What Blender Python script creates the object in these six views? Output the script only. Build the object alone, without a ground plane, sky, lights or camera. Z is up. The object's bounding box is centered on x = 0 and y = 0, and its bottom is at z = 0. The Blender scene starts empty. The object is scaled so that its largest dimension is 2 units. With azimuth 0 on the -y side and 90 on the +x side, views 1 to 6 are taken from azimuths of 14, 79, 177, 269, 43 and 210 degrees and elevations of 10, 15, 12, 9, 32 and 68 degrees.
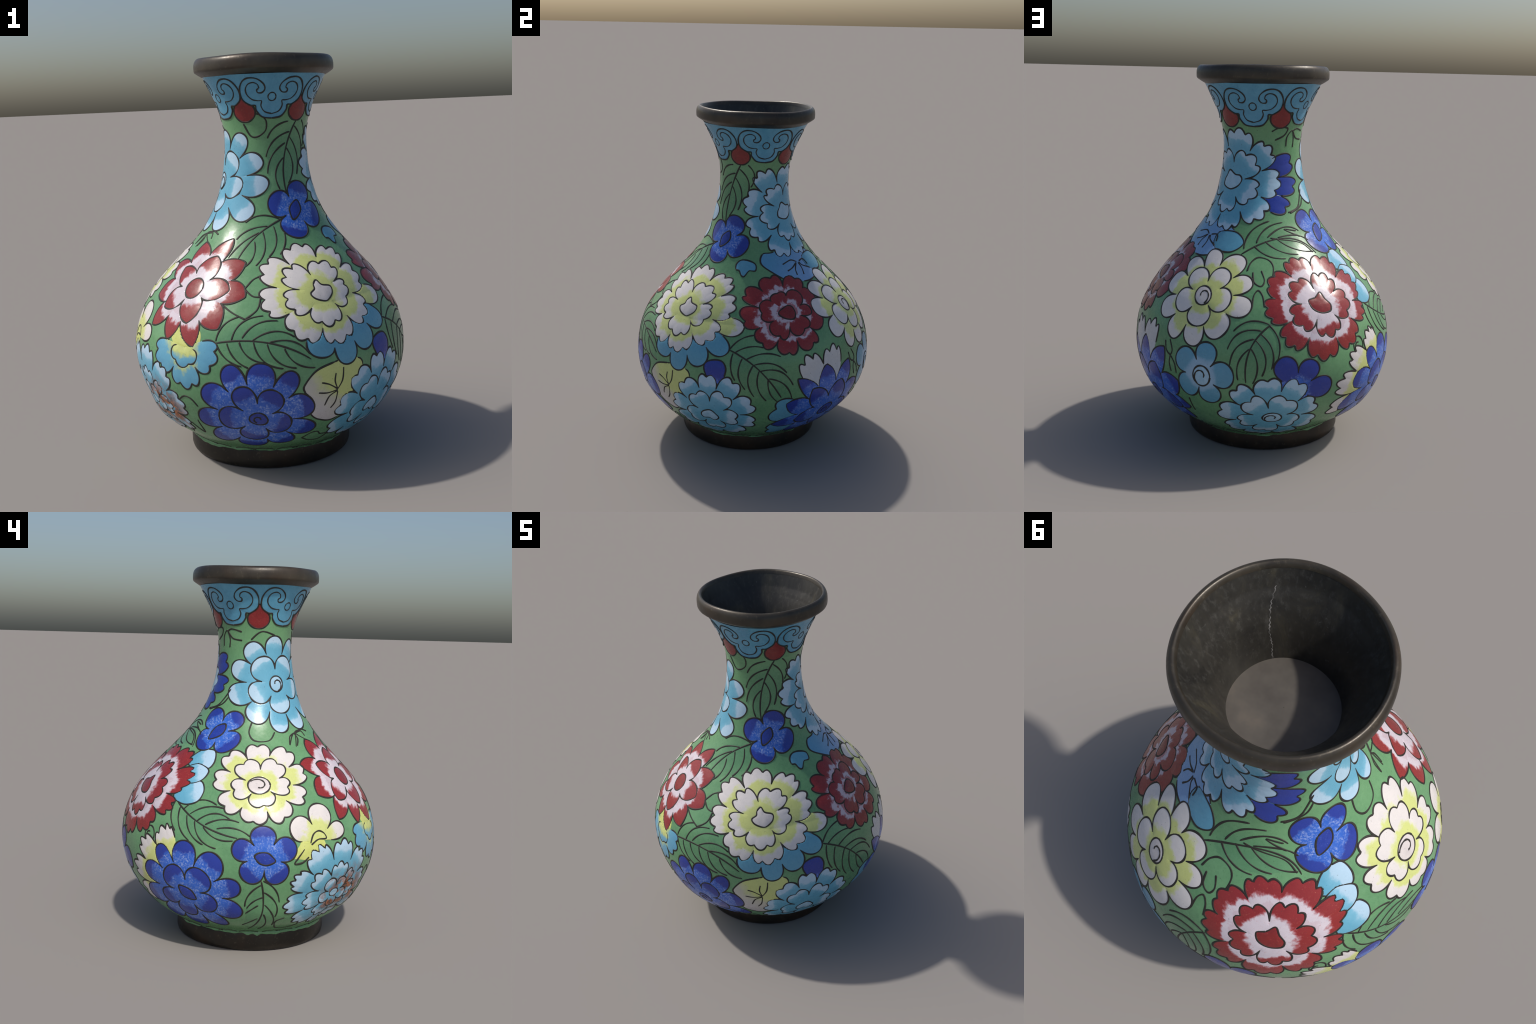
import numpy as np
from math import *
# ---------------------------------------------------------------- shape of the vase
# profile of the enamelled body: height, radius
PROFILE = [(.085,.402),(.12,.444),(.16,.502),(.2,.5485),(.25,.594),(.3,.6315),(.35,.659),(.4,.6795),(.45,.693),(.5,.7005),(.55,.7015),(.6,.6975),(.65,.687),(.7,.6715),(.8,.6231),(.9,.5507),(1.0,.4612),(1.1,.3687),(1.2,.2975),(1.3,.2499),(1.4,.2211),(1.5,.2058),(1.57,.2022),(1.63,.2045),(1.7,.2178),(1.76,.235),(1.82,.262),(1.87,.287),(1.91,.309),(1.94,.322)]
# a hand-raised pot is never quite round: per height, axis offset (x, y) and 2-, 3- and 4-fold ovality (cos, sin)
OVAL_AT = [.1,.35,.6,.85,1.1,1.4,1.7,1.9]
OVAL = dict(cx=[.0,.0067,.0029,.0008,.0131,.0201,.0242,.0258], cy=[-.013,-.0016,-.0019,.0088,-.0033,-.0135,-.007,-.006],
            c2=[.004,.0066,.0078,.0009,.0035,-.0089,-.0156,-.009], s2=[.0017,.0045,.0001,-.0086,-.0086,-.0044,-.006,.005],
            c3=[-.0013,.0039,-.0047,.0003,-.0041,.0003,.0033,.004], s3=[-.0005,.0047,.0001,-.0053,-.0086,-.0023,.0011,.0012],
            c4=[.0,-.0028,-.0008,.0059,.0008,-.0005,-.0057,-.006], s4=[-.003,-.0013,.0017,.0042,-.0045,-.0044,.0058,.0024])
TILT = (-.008,-.003)
# broad swellings and dents: azimuth, height, spread in degrees, spread in height, amount in metres
SWELL = [(20,.82,38,.15,.022), (38,.97,22,.1,.017), (222,.88,18,.13,.014), (116,.96,18,.1,-.015), (101,.82,11,.08,-.017),
         (300,.2,46,.09,.024), (274,.28,26,.08,.009), (248,.2,26,.08,.014), (319,.2,10,.055,-.042), (64,.5,20,.12,-.006)]
_z=np.array([p[0] for p in PROFILE]); _r=np.array([p[1] for p in PROFILE]); _m=np.gradient(_r,_z)
def radius(t):
    """mean radius at nominal height t"""
    t=np.asarray(t,float); i=np.clip(np.searchsorted(_z,t)-1,0,len(_z)-2); h=_z[i+1]-_z[i]; u=(t-_z[i])/h
    return (2*u**3-3*u**2+1)*_r[i]+(u**3-2*u**2+u)*h*_m[i]+(-2*u**3+3*u**2)*_r[i+1]+(u**3-u**2)*h*_m[i+1]
_ts=np.linspace(_z[0],_z[-1],1200)
_s=np.concatenate([[0],np.cumsum(np.hypot(np.diff(_ts),np.diff(radius(_ts))))])
def arc(t): return np.interp(t,_ts,_s)
def height(s): return np.interp(s,_s,_ts)
def place(th,t,r):
    """world point at azimuth th (0 on -y, +x at 90 degrees), nominal height t, nominal radius r"""
    th,t,r=np.broadcast_arrays(np.asarray(th,float),np.asarray(t,float),np.asarray(r,float))
    o={k:np.interp(t,OVAL_AT,v) for k,v in OVAL.items()}
    k=1+sum(o["c%d"%n]*np.cos(n*th)+o["s%d"%n]*np.sin(n*th) for n in (2,3,4))
    for a,h,sa,sh,amt in SWELL:
        d=(np.degrees(th)-a+180)%360-180
        k=k+amt/r*np.exp(-(d/sa)**2-((t-h)/sh)**2)*np.clip((t-.085)/.04,0,1)*(r>.15)
    x=r*k*np.sin(th); y=-r*k*np.cos(th)
    w=np.clip((t-1.6)/.3,0,1); w=w*w*(3-2*w)
    return np.stack([o["cx"]+x,o["cy"]+y,t+w*(TILT[0]*x+TILT[1]*y)],-1)
def surface(th,t,h=0.):
    """point on the body, lifted h along the outward normal"""
    r=radius(t); dr=(radius(t+1e-3)-radius(t-1e-3))/2e-3; q=1/np.sqrt(1+dr*dr)
    return place(th,t-dr*q*h,r+q*h)
# ---------------------------------------------------------------- helpers
import bpy, random
from mathutils import Vector, Matrix
random.seed(7)

def new_object(name, mesh, parent, mats=()):
    ob = bpy.data.objects.new(name, mesh)
    bpy.context.scene.collection.objects.link(ob)
    ob.parent = parent
    for m in mats: mesh.materials.append(m)
    return ob

def mesh_from(name, verts, faces, smooth=True):
    me = bpy.data.meshes.new(name)
    me.from_pydata([tuple(v) for v in verts], [], faces)
    me.polygons.foreach_set("use_smooth", [smooth]*len(me.polygons))
    me.update()
    return me

def lathe(rings, seg, closed=False):
    """rings: list of functions/arrays (seg,3)"""
    V = np.concatenate(rings); n = len(rings); F = []
    for i in range(n if closed else n-1):
        a = i*seg; b = ((i+1) % n)*seg
        for j in range(seg):
            k = (j+1) % seg
            F.append((a+j, a+k, b+k, b+j))
    return V, F

# ---------------------------------------------------------------- node helpers
class Mat:
    def __init__(s, name):
        s.m = bpy.data.materials.new(name); s.m.use_nodes = True
        s.t = s.m.node_tree; s.n = s.t.nodes; s.l = s.t.links
        s.b = s.n["Principled BSDF"]
    def node(s, kind, **kw):
        x = s.n.new("ShaderNode"+kind)
        for k, v in kw.items():
            if k in x.inputs.keys() if isinstance(k, str) else False: x.inputs[k].default_value = v
            else: setattr(x, k, v)
        return x
    def link(s, a, b): s.l.new(a, b)
    def coords(s, scale=(1,1,1), kind="Object"):
        c = s.node("TexCoord"); mp = s.node("Mapping"); mp.inputs["Scale"].default_value = scale
        s.link(c.outputs[kind], mp.inputs[0]); return mp.outputs[0]
    def noise(s, scale, detail=4, rough=.55, vec=None, dist=0.):
        x = s.node("TexNoise"); x.inputs["Scale"].default_value = scale; x.inputs["Detail"].default_value = detail
        x.inputs["Roughness"].default_value = rough; x.inputs["Distortion"].default_value = dist
        if vec is not None: s.link(vec, x.inputs["Vector"])
        return x.outputs["Fac"]
    def ramp(s, fac, stops, interp="LINEAR"):
        x = s.node("ValToRGB"); e = x.color_ramp.elements; x.color_ramp.interpolation = interp
        while len(e) < len(stops): e.new(.5)
        for el, (p, c) in zip(e, stops):
            el.position = p; el.color = (*(c if hasattr(c, '__len__') else (c, c, c)), 1)
        s.link(fac, x.inputs[0]); return x.outputs["Color"]
    def math(s, op, a, b=None, clamp=False):
        x = s.node("Math"); x.operation = op; x.use_clamp = clamp
        for i, v in enumerate((a, b)):
            if v is None: continue
            if isinstance(v, (int, float)): x.inputs[i].default_value = v
            else: s.link(v, x.inputs[i])
        return x.outputs[0]
    def mix(s, fac, a, b, mode="MIX"):
        x = s.node("Mix"); x.data_type = "RGBA"; x.blend_type = mode
        for sock, v in ((x.inputs["Factor"], fac), (x.inputs["A"] if False else x.inputs[6], a), (x.inputs[7], b)):
            if isinstance(v, (int, float)): sock.default_value = v
            elif isinstance(v, tuple): sock.default_value = (*v, 1)
            else: s.link(v, sock)
        return x.outputs[2]
    def finish(s, col, rough=.3, metal=0., bump=None, strength=.2, dist=.002, spec=.5, coat=0.):
        if isinstance(col, tuple): s.b.inputs["Base Color"].default_value = (*col, 1)
        else: s.link(col, s.b.inputs["Base Color"])
        if isinstance(rough, (int, float)): s.b.inputs["Roughness"].default_value = rough
        else: s.link(rough, s.b.inputs["Roughness"])
        s.b.inputs["Metallic"].default_value = metal
        s.b.inputs["Specular IOR Level"].default_value = spec
        s.b.inputs["Coat Weight"].default_value = coat
        if bump is not None:
            x = s.node("Bump"); x.inputs["Strength"].default_value = strength; x.inputs["Distance"].default_value = dist
            s.link(bump, x.inputs["Height"]); s.link(x.outputs[0], s.b.inputs["Normal"])
        return s.m

def lin(h):
    h = h.lstrip("#"); c = [int(h[i:i+2], 16)/255 for i in (0, 2, 4)]
    return tuple(x/12.92 if x <= .04045 else ((x+.055)/1.055)**2.4 for x in c)

# ---------------------------------------------------------------- body of the vase
SEG = 288
ANG = np.linspace(0, 2*np.pi, SEG, endpoint=False)

vase = bpy.data.objects.new("cloisonne_vase", None)
bpy.context.scene.collection.objects.link(vase)
vase["label"] = "small cloisonne vase with enamel flowers on green ground"
vase["category"] = "vase"

def glaze_rough(m, v):
    return m.ramp(m.noise(22, 5, .7, v), [(.3, .18), (.7, .36)])
def glaze_bump(m, v):
    a = m.noise(14, 2, .5, v); b = m.noise(70, 3, .6, v)
    return m.math("ADD", a, m.math("MULTIPLY", b, .22))

def ground_colour(m, v):
    big = m.noise(3.5, 3, .6, v); fine = m.noise(60, 4, .7, v); pit = m.noise(150, 2, .5, v)
    c = m.ramp(big, [(.3, lin("#588960")), (.52, lin("#639367")), (.75, lin("#70a072"))])
    c = m.mix(m.ramp(fine, [(.35, 0.), (.75, .4)]), c, lin("#7aa97c"))
    return m.mix(m.ramp(pit, [(.69, 0.), (.74, .6)]), c, lin("#2c4a33"))

def enamel_ground():
    m = Mat("green_enamel"); v = m.node("NewGeometry").outputs["Position"]
    return m.finish(ground_colour(m, v), glaze_rough(m, v), bump=glaze_bump(m, v), strength=.35, dist=.003)

def bronze(name, dark="#282420", light="#4b453b", green=.0):
    m = Mat(name); v = m.coords()
    n = m.noise(5, 6, .65, v); f = m.noise(70, 4, .7, v); d = m.noise(9, 5, .7, v, .6)
    c = m.ramp(n, [(.3, lin(dark)), (.7, lin(light))])
    c = m.mix(m.ramp(f, [(.62, 0.), (.75, .35)]), c, lin("#7d7462"))
    if green: c = m.mix(m.ramp(d, [(.66, 0.), (.76, green)]), c, lin("#5b7358"))
    r = m.ramp(f, [(.3, .3), (.8, .5)])
    c = m.mix(m.ramp(m.noise(3.2, 3, .6, v), [(.48, 0.), (.7, .6)]), c, lin("#4a3728"))
    c = m.mix(m.ramp(m.noise(38, 5, .75, v), [(.58, 0.), (.72, .45)]), c, lin("#6b6252"))
    return m.finish(c, r, .35, bump=f, strength=.08)

GREEN = enamel_ground()
BRONZE = bronze("rim_bronze", green=.5)
FOOT_BRONZE = bronze("foot_bronze", "#1d1a17", "#322d27")

ts = np.concatenate([np.linspace(.086, .2, 24), np.linspace(.2, 1.9, 190)[1:]])
V, F = lathe([surface(ANG, np.full(SEG, t)) for t in ts], SEG)
body = new_object("body", mesh_from("body", V, F), vase, [GREEN])

# foot: a plain bronze ring with a recessed underside
def foot_ring(r, z):
    return np.stack([-.010+1.015*r*np.sin(ANG), -.020-r*np.cos(ANG), np.full(SEG, z)], -1)
FOOT = [(.36, .112), (.398, .108), (.409, .100), (.412, .088), (.414, .05), (.414, .02), (.410, .006), (.402, .0), (.385, .0), (.378, .008), (.37, .03), (.2, .035), (.001, .035)]
V, F = lathe([foot_ring(r, z) for r, z in FOOT], SEG)
foot = new_object("foot", mesh_from("foot", V, F), vase, [FOOT_BRONZE])

# the green enamel has run over the foot in a ragged edge
drip = .094+.003*np.sin(3*ANG+1)+.0025*np.sin(11*ANG+.4)+.0018*np.sin(23*ANG+2.)+.0012*np.sin(47*ANG)
for a_, w_, d_ in ((268, 2.2, .012), (275, 1.5, .010), (330, 7, .010), (176, 9, .009), (60, 4, .004), (120, 5, .005), (215, 4, .006), (12, 3, .004)):
    drip = drip-d_*np.exp(-(((np.degrees(ANG)-a_+180) % 360-180)/w_)**2)
def drip_ring(r, z): return np.stack([-.010+1.015*r*np.sin(ANG), -.020-r*np.cos(ANG), z], -1)
V, F = lathe([drip_ring(.408, np.full(SEG, .112)), drip_ring(.4158, drip+.010), drip_ring(.4163, drip+.004), drip_ring(.4155, drip+.0005), drip_ring(.411, drip)], SEG)
new_object("enamel_run", mesh_from("enamel_run", V, F), vase, [GREEN])

# rim: a rolled bronze lip, slightly wavy, tilted with the neck
wav = .003*np.cos(2*ANG-.3)+.0015*np.sin(5*ANG+1.)
def rim_ring(r, t): return place(ANG, np.full(SEG, t)+wav, np.full(SEG, r)*(1+.3*wav))
RIM = [(.300, 1.900), (.312, 1.906), (.330, 1.917), (.341, 1.9245), (.345, 1.928), (.3472, 1.933), (.3478, 1.939), (.348, 1.948), (.3478, 1.957), (.347, 1.966), (.3448, 1.975), (.341, 1.983), (.336, 1.989), (.330, 1.9935), (.324, 1.992), (.319, 1.986), (.314, 1.972)]
V, F = lathe([rim_ring(r, t) for r, t in RIM], SEG)
rim = new_object("rim", mesh_from("rim", V, F), vase, [BRONZE])

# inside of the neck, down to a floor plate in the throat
def worn_inside():
    m = Mat("inner_bronze"); v = m.node("NewGeometry").outputs["Position"]
    mp = m.node("Mapping"); mp.inputs["Scale"].default_value = (1, 1, .35); m.link(v, mp.inputs[0])
    n = m.noise(7, 6, .7, mp.outputs[0], .5); f = m.noise(55, 5, .75, mp.outputs[0]); g = m.noise(30, 2, .5, v, 1.5)
    c = m.ramp(n, [(.3, lin("#262523")), (.55, lin("#383631")), (.78, lin("#55503f"))])
    c = m.mix(m.ramp(f, [(.52, 0.), (.85, .5)]), c, lin("#65645f"))
    c = m.mix(m.ramp(g, [(.72, 0.), (.8, .4)]), c, lin("#85867f"))
    return m.finish(c, m.ramp(f, [(.3, .35), (.8, .6)]), .2, bump=f, strength=.1)
INNER_BRONZE = worn_inside()
tin = np.concatenate([np.linspace(1.974, 1.91, 10), np.linspace(1.905, 1.63, 40)])
def inner_r(t): return float(np.interp(t, [1.615, 1.87, 1.91, 1.95, 1.974], [float(radius(1.615))-.0155, .2655, .2885, .3055, .3155])) if t > 1.87 else float(radius(t))-.016-.0065*np.exp(-((t-1.82)/.09)**2)
V, F = lathe([rim_ring(inner_r(t), t) for t in tin], SEG)
inner = new_object("inner_wall", mesh_from("inner_wall", V, F[::1]), vase, [INNER_BRONZE])
V, F = lathe([place(ANG, np.full(SEG, 1.637), np.full(SEG, r)) for r in (.196, .15, .1, .05, .001)], SEG)
m = Mat("floor_plate"); v = m.node("NewGeometry").outputs["Position"]; FLOOR = m.finish(m.ramp(m.noise(9, 4, .6, v), [(.3, lin("#4f4a45")), (.55, lin("#5b5650")), (.78, lin("#6a6259"))]), .45)
floor = new_object("inner_floor", mesh_from("inner_floor", V, F), vase, [FLOOR])

# a pale repaired crack runs down the inside of the neck
def inner_point(a, t): return place(np.radians(a), np.array(t), inner_r(t))
CRACK = [(35.5, 1.915), (39.5, 1.867), (41, 1.84), (42.2, 1.80), (43.6, 1.77), (42.6, 1.73), (41.8, 1.70), (42.9, 1.67), (42.5, 1.622)]
V, F = [], []
ca = np.interp(np.linspace(0, 8, 60), range(9), [c[0] for c in CRACK]); ct = np.interp(np.linspace(0, 8, 60), range(9), [c[1] for c in CRACK])
for i, (a, t) in enumerate(zip(ca+.5*np.sin(np.arange(60)*1.9), ct)):
    p = inner_point(a, t); side = np.array([np.cos(np.radians(a)), np.sin(np.radians(a)), 0]); inw = -np.array([np.sin(np.radians(a)), -np.cos(np.radians(a)), 0])
    w = .0036+.0022*np.sin(i*.8)*np.sin(i*.31)
    V += [p-side*w-inw*.002, p+inw*.0014, p+side*w-inw*.002]
    if i: F += [(3*i-3, 3*i, 3*i+1, 3*i-2), (3*i-2, 3*i+1, 3*i+2, 3*i-1)]
m = Mat("crack_filler"); cf = m.finish(m.ramp(m.noise(60, 4, .7, m.node("NewGeometry").outputs["Position"]), [(.35, lin("#4a4845")), (.65, lin("#8d8b89"))]), .7)
crack = new_object("crack", mesh_from("crack", V, F), vase, [cf])
# ================================================================ enamel decoration
# Every motif lives on the body's surface: a motif centre is (azimuth in degrees, height), and points round
# it are (angle, distance) in the unrolled surface (angle 0 = towards growing azimuth, 90 = up).
RAD = np.pi/180

def chart(at, ang, dist):
    """unrolled polar coordinates about a motif centre -> (theta, t)"""
    ang = np.asarray(ang, float)*RAD; dist = np.asarray(dist, float)
    return chart_xy(at, dist*np.cos(ang), dist*np.sin(ang))

def chart_xy(at, a, b):
    t = np.clip(height(np.clip(arc(at[1])+b, 0, _s[-1])), .088, 1.935)
    return at[0]*RAD+a/radius(t), t

def flat(th, t):
    """flat coordinates used only for overlap tests (azimuth wraps at 2 pi)"""
    return np.stack([np.asarray(th)*.6, arc(t)], -1)

WRAP = 2*np.pi*.6
PATCHES = []      # all enamel cells: dict(poly, rank, build)
WIRES = []        # all wires: dict(th, t, rank, owner, width)

def inside(poly, pts):
    """which points lie in the closed polygon (any wrap)"""
    c = poly.mean(0); p = pts.copy()
    p[:, 0] = c[0]+(p[:, 0]-c[0]+WRAP/2) % WRAP-WRAP/2
    lo, hi = poly.min(0), poly.max(0)
    res = np.zeros(len(p), bool)
    k = np.nonzero((p > lo).all(1) & (p < hi).all(1))[0]
    if len(k) == 0: return res
    x, y = p[k, 0][:, None], p[k, 1][:, None]
    x0, y0 = poly[:, 0], poly[:, 1]; x1, y1 = np.roll(x0, -1), np.roll(y0, -1)
    d = np.where(y1 == y0, 1e-12, y1-y0)
    res[k] = (((y0 > y) != (y1 > y)) & (x < (x1-x0)*(y-y0)/d+x0)).sum(1) % 2 == 1
    return res

def spline(pts, n=8, closed=False):
    """Catmull-Rom through 2-D points"""
    P = np.asarray(pts, float); m = len(P); out = []
    seg = m if closed else m-1
    for i in range(seg):
        if closed: a, b, c, d = P[i-1], P[i], P[(i+1) % m], P[(i+2) % m]
        else: a, b, c, d = P[max(i-1, 0)], P[i], P[i+1], P[min(i+2, m-1)]
        u = np.linspace(0, 1, n, endpoint=False)[:, None]
        out.append(.5*((2*b)+(c-a)*u+(2*a-5*b+4*c-d)*u*u+(3*b-a-3*c+d)*u**3))
    if not closed: out.append(P[-1:])
    return np.concatenate(out)

EDGE, PUFF, LOW = .0007, .0021, .0002
def step(rank): return .001*max(0., rank % 10-2)

def add_patch(name, parent, mat, rank, th, t, lift, faces, outline, frame, lows=None):
    """th, t, lift (0 at the edge .. 1 on the crown) per vertex; outline = (th, t) of the border"""
    PATCHES.append(dict(name=name, parent=parent, mat=mat, rank=rank, th=th, t=t, lift=lift, faces=faces,
                        poly=flat(*outline), frame=frame))

def frame_at(th, t, th2, t2):
    """local frame: origin on the surface, Y towards the second point, unit = their distance"""
    o = surface(th, t); p = surface(th2, t2); y = p-o; L = np.linalg.norm(y)
    nrm = surface(th, t, .01)-o; nrm /= np.linalg.norm(nrm)
    y = y-nrm*(y@nrm); y /= np.linalg.norm(y); x = np.cross(y, nrm)
    M = Matrix(((x[0]*L, y[0]*L, nrm[0]*L, o[0]), (x[1]*L, y[1]*L, nrm[1]*L, o[1]), (x[2]*L, y[2]*L, nrm[2]*L, o[2]), (0, 0, 0, 1)))
    return M

def lobe(x, kind):
    """outline of one petal, x in -1..1 across it: 0 at the notches, 1 at the tip.
    kind 0 = pointed, 1 = round, 2.. = that many scallops"""
    ax = np.minimum(np.abs(x), 1)
    if kind == 0: return (1-ax**1.15)**.62
    if kind == 1: return (1-ax**2.1)**.52
    e = (1-ax**2.7)**.5
    s = np.abs(np.cos(kind*np.pi*x/2)) if kind % 2 else np.abs(np.sin(kind*np.pi*x/2))
    d = {2: .27, 3: .31, 4: .29}[kind]
    if kind == 2: s = np.where(ax > .5, 1, s)
    else: s = np.where(ax > 1-1/kind, 1, s)
    return e*(1-d*(1-s**.85))*(1+.0*x)

def petal_ring(flower, at, mat, petals, rank, inner, base, closed=True, name="petal", crown=True):
    """petals: (notch angle, notch radius, tip angle, tip radius, kind), counter-clockwise; each petal runs
    from its notch to the next one's. inner = share of the notch radius where the cells begin,
    base = share of the tip radius where the visible colour gradient begins."""
    n = len(petals); last = n if closed else n-1
    ring_th, ring_t = [], []
    for i in range(last):
        a0, r0, at_, rt, kind = petals[i]; a1, r1 = petals[(i+1) % n][:2]
        w = (a1-a0) % 360
        if w < 6: continue
        ut = ((at_-a0) % 360)/w
        ut = min(max(ut, .36), .64) if ut < 1 else .5
        nu = int(max(14, w*RAD*rt/.0042)); nv = int(max(10, (rt-inner*r0)/.0048))
        if kind > 1: nu = max(nu, 12*kind)
        # even spacing plus extra columns near the notches, where the outline is steep
        u = np.linspace(0, 1, nu+1); u = .5-.5*np.cos(np.pi*u)*.55-.5*.45*(1-2*u)
        x = np.where(u < ut, u/ut-1, (u-ut)/(1-ut))
        rn = r0+(r1-r0)*u
        ro = rn+(rt-rn)*lobe(x, kind)
        ri = inner*rn
        v = np.linspace(0, 1, nv+1)[:, None]
        r = ri+v*(ro-ri); ang = np.broadcast_to(a0+w*u, r.shape)
        th, t = chart(at, ang, r)
        g = (1-v**5)*np.clip(v/.25, 0, 1)**.5*(1-np.clip((r/rn-.78)/.2, 0, 1)*np.abs(2*u-1)**4)
        V = th.size; cols = nu+1
        idx = np.arange(V).reshape(nv+1, cols)
        F = np.stack([idx[:-1, :-1], idx[:-1, 1:], idx[1:, 1:], idx[1:, :-1]], -1).reshape(-1, 4)
        border = np.concatenate([idx[0], idx[1:, -1], idx[-1, ::-1][1:], idx[::-1, 0][1:-1]])
        o = chart(at, a0+w*ut, base*rt); p = chart(at, a0+w*ut, rt)
        thf, tf = th.ravel(), t.ravel()
        add_patch(name, flower, mat, rank, thf, tf, g.ravel(), F, (thf[border], tf[border]), frame_at(*o, *p))
        PATCHES[-1]["border"] = border
        ring_th.append(th[-1]); ring_t.append(t[-1])
        WIRES.append(dict(th=th[-1], t=t[-1], rank=rank, owner=flower, w=.0043))

def blob(flower, at, mat, outline, rank, name, wire=True, up=90., w=.0043, smooth=True):
    """a closed cell given by (angle, distance) control points round its centre"""
    o = np.asarray(outline, float); P = np.stack([o[:, 1]*np.cos(o[:, 0]*RAD), o[:, 1]*np.sin(o[:, 0]*RAD)], -1)
    if ((P[:, 0]*np.roll(P[:, 1], -1)-np.roll(P[:, 0], -1)*P[:, 1]).sum()) < 0: P = P[::-1]
    C = spline(P, 8, True) if smooth else spline(P, 3, True); m = len(C); c = C.mean(0)
    size = np.abs(C-c).max(); k = int(max(5, size/.006)); s = np.linspace(1, 0, k+1)[:-1]
    Q = np.concatenate([c+(C-c)*x for x in s]+[c[None]])
    th, t = chart_xy(at, Q[:, 0], Q[:, 1])
    lift = np.concatenate([np.full(m, 1-x**4) for x in s]+[[1.]])
    F = []
    for i in range(k-1):
        for j in range(m): F.append((i*m+j, i*m+(j+1) % m, (i+1)*m+(j+1) % m, (i+1)*m+j))
    for j in range(m): F.append(((k-1)*m+j, (k-1)*m+(j+1) % m, k*m))
    border = np.arange(m); oo = chart(at, up+180, size); pp = chart(at, up, size)
    add_patch(name, flower, mat, rank, th, t, lift, F, (th[border], t[border]), frame_at(*oo, *pp))
    PATCHES[-1]["border"] = border
    if wire: WIRES.append(dict(th=np.append(th[border], th[0]), t=np.append(t[border], t[0]), rank=rank, owner=flower, w=w))

def wire_xy(owner, at, pts, rank, w=.0039, n=8, over=0.):
    P = spline(pts, n); th, t = chart_xy(at, P[:, 0], P[:, 1])
    WIRES.append(dict(th=th, t=t, rank=rank, owner=owner, w=w, over=over))

def wire(owner, pts, rank=1., w=.0039, over=0.):
    """a wire through (azimuth, height) points"""
    P = np.array(pts, float); P[:, 0] = P[0, 0]+(P[:, 0]-P[0, 0]+180) % 360-180
    P = spline(P, 10); WIRES.append(dict(th=P[:, 0]*RAD, t=P[:, 1], rank=rank, owner=owner, w=w, over=over))

def spiral(owner, at, r, rank, turn=1.5, start=200., flip=1, squash=1., over=0., ring=.66):
    """a wire curl: a share of full ring, then winding inwards to a hook"""
    k = np.linspace(0, 1, 44); a = (start+flip*360*turn*k)*RAD
    rr = r*np.where(k < ring, 1, 1-.72*((k-ring)/(1-ring))**.8)
    wire_xy(owner, at, np.stack([rr*np.cos(a), squash*rr*np.sin(a)], -1), rank, n=2, over=over)

def group(name):
    e = bpy.data.objects.new(name, None); bpy.context.scene.collection.objects.link(e); e.parent = vase
    return e

# ---------------------------------------------------------------- enamel materials
def position(m):
    return m.node("NewGeometry").outputs["Position"]

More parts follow.
